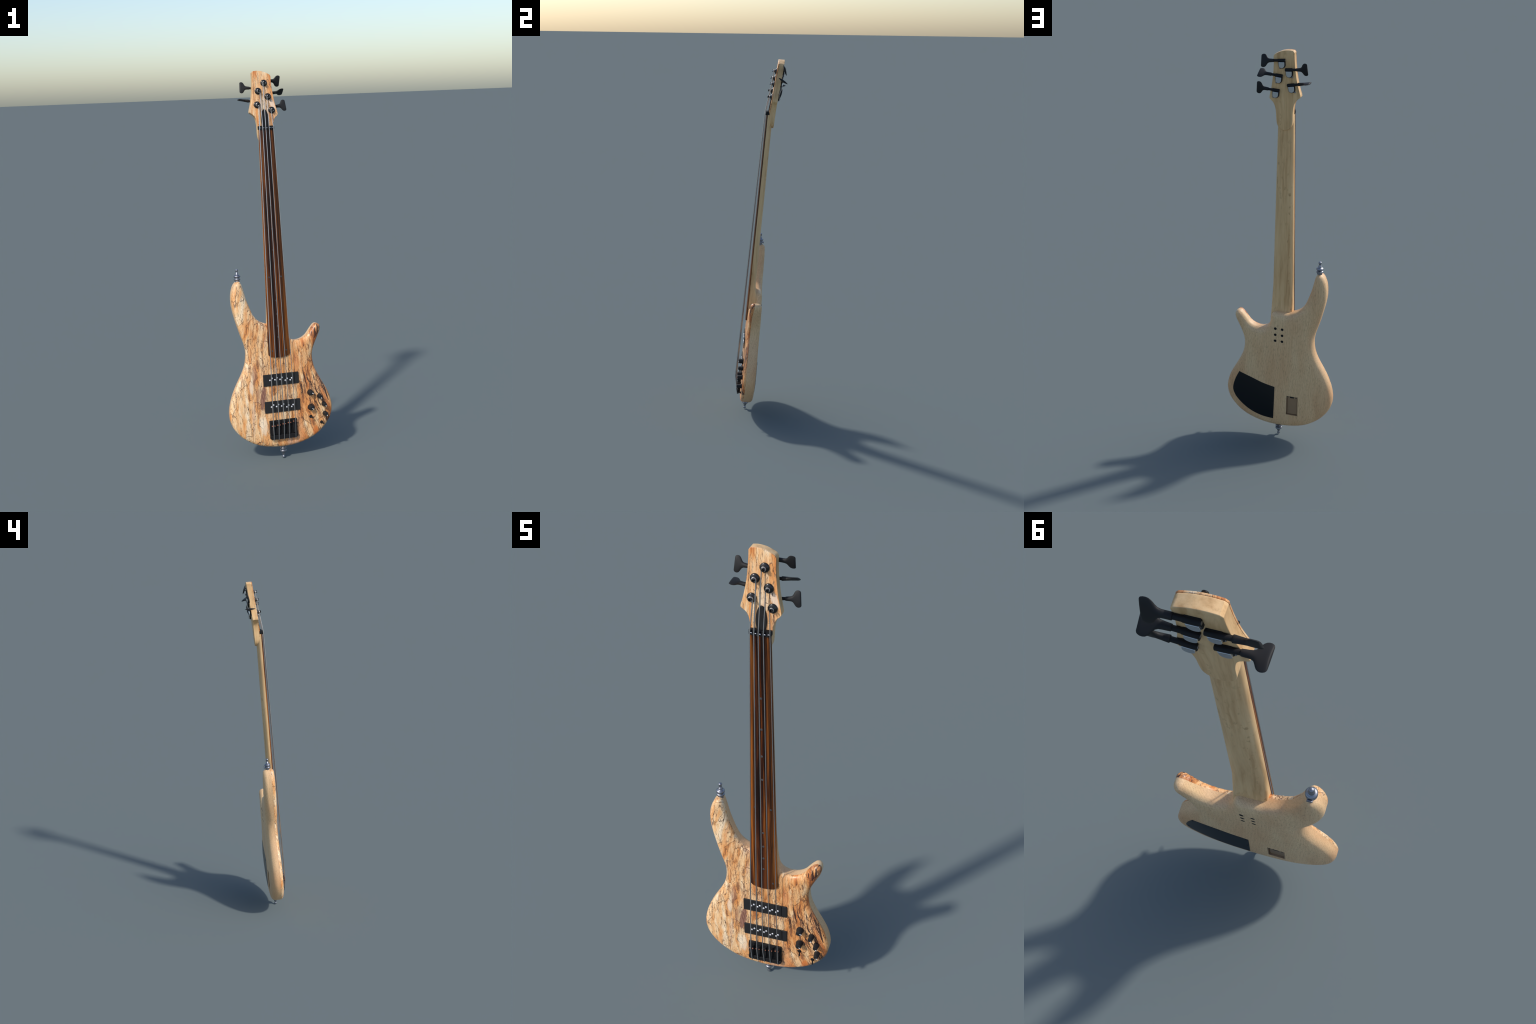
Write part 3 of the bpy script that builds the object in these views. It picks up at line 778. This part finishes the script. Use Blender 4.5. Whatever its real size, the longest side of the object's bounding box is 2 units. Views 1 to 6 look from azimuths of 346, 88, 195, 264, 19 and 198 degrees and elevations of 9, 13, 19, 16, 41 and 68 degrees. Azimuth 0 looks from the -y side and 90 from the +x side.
# ------------------------------------------------------------------ bridge
bridge = add("bridge", joined([
    prism(rounded_rect(-0.0735, 0.0735, 0.1160, 0.2130, 0.0035, 4), 0.0496, 0.0360, "bridge")], "bridge"), M_HW)
bevelled(bridge, 0.0010, 2, 50)
tail = prism([(-0.0735, 0.1370), (-0.0735, 0.1215), (-0.0660, 0.1135), (0.0660, 0.1135), (0.0735, 0.1215), (0.0735, 0.1370)], lambda a, b: 0.0585 - 0.0025 * max(0, (0.137 - b) / 0.0235), 0.0440, "bridge_tail")
bevelled(add("bridge_tail", tail, M_HW, bridge), 0.0018, 3, 40)
STR_BR = [-0.0585, -0.0300, -0.0025, 0.0262, 0.0610]
SAD_B = [0.1870, 0.1896, 0.1930, 0.1965, 0.2008]
for x, y in zip([-0.0570, -0.0285, 0.0, 0.0285, 0.0570], SAD_B):
    rail = joined([box(x - 0.0128, x - 0.0098, 0.1372, 0.2085, 0.0460, 0.0535),
                   box(x + 0.0098, x + 0.0128, 0.1372, 0.2085, 0.0460, 0.0535),
                   box(x - 0.0098, x + 0.0098, 0.2000, 0.2085, 0.0460, 0.0510)], "monorail")
    mr = add("bridge_rail", rail, M_HW, bridge)
    bevelled(mr, 0.0008, 2, 50)
    sad = joined([box(x - 0.0090, x + 0.0090, y - 0.0080, y + 0.0085, 0.0470, 0.0640, 0.0015),
                  box(x - 0.0075, x + 0.0075, 0.1400, y - 0.0080, 0.0465, 0.0575, 0.0015)], "saddle")
    bevelled(add("saddle", sad, M_HW, mr), 0.0012, 2, 50)
    sc = lathe([(0.0018, 0.0560), (0.0029, 0.0560), (0.0029, 0.0655), (0.0022, 0.0664), (0.0, 0.0664)], "saddle_screw", 14)
    for dx in (-0.0062, 0.0062):
        add("saddle_screw", sc, M_COPPER, mr, Matrix.Translation(P(x + dx, y + 0.001, 0)))
    add("lock_screw", lathe([(0, .056), (0.0030, .056), (0.0030, .0585), (0.0018, .0588), (0.0014, .0572), (0, .0572)], "lock_screw", 14, 'c', (x + 0.0040, 0.150, 0)), M_BLACK, mr)

# ------------------------------------------------------------------ controls
def knob_profile(r, h):
    return [(0, 0.0), (r * 0.92, 0.0), (r, 0.0012), (r, 0.0065), (r * 0.985, 0.0085), (r * 0.90, 0.0125), (r * 0.83, 0.018), (r * 0.80, h - 0.0022), (r * 0.755, h - 0.0006), (r * 0.68, h), (0, h + 0.0003)]
KNOBS = [(0.1545, 0.3380, 0.0158, -12), (0.1530, 0.2600, 0.0158, -45), (0.2040, 0.3130, 0.0126, -62), (0.2262, 0.2685, 0.0126, -60), (0.2300, 0.2180, 0.0126, -62)]
KC = 0.0395
for x, y, r, ang in KNOBS:
    h = 0.0285
    big = r > 0.014
    kc = KC if big else 0.0375
    k = add("knob", lathe(knob_profile(r, h + (KC - kc)), "knob", 40, 'c', (x, y, kc), 30), M_MATT)
    # pointer: a small white wedge from the rim of the cap
    ln = 0.0085 if big else 0.0045
    w = 0.0020 if big else 0.0024
    t = math.radians(ang); u = Vector((math.cos(t), math.sin(t))); v = Vector((-u.y, u.x))
    r1, r0 = r * 0.80, r * 0.80 - ln
    c = Vector((x, y))
    quad = [c + u*r0 - v*w*0.9, c + u*r1 - v*w*0.5, c + u*r1 + v*w*0.5, c + u*r0 + v*w*0.9]
    add("pointer", prism([tuple(q) for q in quad], KC + h + 0.0006, KC + h - 0.0030, "pointer"), M_WHITE, k)
for x, y in ((0.1520, 0.2100), (0.2095, 0.1730)):
    kc = 0.0375 if x > 0.2 else 0.0400
    sw = add("toggle_switch", lathe([(0, -0.003), (0.0088, -0.003), (0.0088, 0.0022), (0.0076, 0.0032), (0.0058, 0.0034), (0.0052, 0.0062), (0, 0.0062)], "toggle_switch", 12, 'c', (x, y, kc), 30), M_HW)
    lever = lathe([(0, 0.004), (0.0024, 0.004), (0.0030, 0.014), (0.0038, 0.0225), (0.0034, 0.0250), (0, 0.0258)], "toggle_lever", 16)
    lever.transform(Matrix.Translation(P(x, y, kc)) @ Matrix.Rotation(math.radians(14), 4, 'Z') @ Matrix.Rotation(math.radians(8), 4, 'X'))
    add("toggle_lever", lever, M_HW, sw)

# ------------------------------------------------------------------ strap locks
def strap_lock(sign, at, name):
    prof = [(0, -0.004), (0.0118, -0.004), (0.0124, 0.0040), (0.0120, 0.0075), (0.0150, 0.0090), (0.0172, 0.0110), (0.0176, 0.0150), (0.0166, 0.0175), (0.0130, 0.0190), (0.0128, 0.0225),
            (0.0160, 0.0240), (0.0180, 0.0265), (0.0182, 0.0300), (0.0166, 0.0330), (0.0130, 0.0352), (0.0098, 0.0365), (0.0088, 0.0390), (0.0092, 0.0420), (0.0084, 0.0440), (0.0062, 0.0462), (0.0056, 0.0525),
            (0.0062, 0.0550), (0.0078, 0.0580), (0.0082, 0.0610), (0.0072, 0.0640), (0.0044, 0.0660), (0, 0.0668)]
    prof = [(r * 0.97, h * sign) for r, h in prof]
    o = add(name, lathe(prof, name, 32, 'b', at, 50), M_STRAP)
    # flat lug of the strap bracket behind the lower flange
    lug = box(-0.0085, 0.0085, 0.0, 0.0125, -0.0215, -0.0185, 0.003)
    lug.transform(Matrix.Translation(P(at[0], at[1] + (0.009 if sign > 0 else -0.0215), at[2])))
    bridge_piece = box(-0.0085, 0.0085, 0.0, 0.0035, -0.0200, -0.008, 0.001)
    bridge_piece.transform(Matrix.Translation(P(at[0], at[1] + (0.0115 if sign > 0 else -0.0150), at[2])))
    add("strap_lug", joined([lug, bridge_piece], "strap_lug"), M_STRAP, o)
    return o
strap_lock(1, (-0.1888, 0.9420, 0.0035), "strap_lock")
strap_lock(-1, (0.0030, 0.0664, 0.0020), "strap_lock")

# ------------------------------------------------------------------ strings
RAD = [0.0024, 0.0022, 0.0020, 0.00175, 0.0015]
PEG_OF = [3, 1, 0, 2, 4]
PEG_DX = [0.0060, 0.0060, -0.0060, -0.0060, -0.0060]
TAIL_A = [-0.0570, -0.0300, -0.0015, 0.0265, 0.0605]
for i in range(5):
    pa, pb = POST[PEG_OF[i]]
    pc = HC0 + HS*(pb - HB0) + 0.0138
    s, n = STR_BR[i], STR_NUT[i]
    r = RAD[i]
    pts = []
    # two turns around the post, then down to the nut
    ccw = 1 if PEG_DX[i] < 0 else -1
    t0 = math.pi if PEG_DX[i] < 0 else 0.0
    for k in range(0, 33):
        t = t0 + ccw * (-2 * math.pi * 1.6) * (1 - k / 32)
        rr = 0.0056 + r * 0.8
        pts.append((pa + rr*math.cos(t), pb + rr*math.sin(t) , pc - 0.0012 + 0.0030 * (1 - k/32)))
    crown = (-0.0034, -0.0009, 0.0, -0.0009, -0.0034)[i]
    nut_c = 0.0586 + crown
    sad_c = 0.0738 + crown * 1.7
    last = pts[-1]
    for f in (0.25, 0.5, 0.75):
        pts.append((last[0] + (n - last[0])*f, last[1] + (1.7185 - last[1])*f, last[2] + (nut_c - last[2])*f))
    pts.append((n, 1.7185, nut_c))
    yb = SAD_B[i]
    for f in (0.2, 0.4, 0.6, 0.8):
        pts.append((n + (s - n)*f, 1.7185 + (yb - 1.7185)*f, nut_c + (sad_c - nut_c)*f))
    pts += [(s, yb + 0.004, sad_c), (s, yb - 0.001, sad_c - 0.0004), (s + (TAIL_A[i]-s)*.3, yb - 0.018, sad_c * 0.72 + 0.0170), (TAIL_A[i], 0.1400, 0.0622), (TAIL_A[i], 0.1260, 0.0598), (TAIL_A[i], 0.1170, 0.0575), (TAIL_A[i], 0.1128, 0.0545)]
    st = add("string", tube(pts, r, "string", 10), M_STRING)
    ball = lathe([(0, -0.0026), (0.0028, -0.0022), (0.0032, 0), (0.0028, 0.0022), (0, 0.0026)], "string_ball", 14, 'a', (TAIL_A[i], 0.1120, 0.0525))
    add("string_ball", ball, M_CHROME, st)
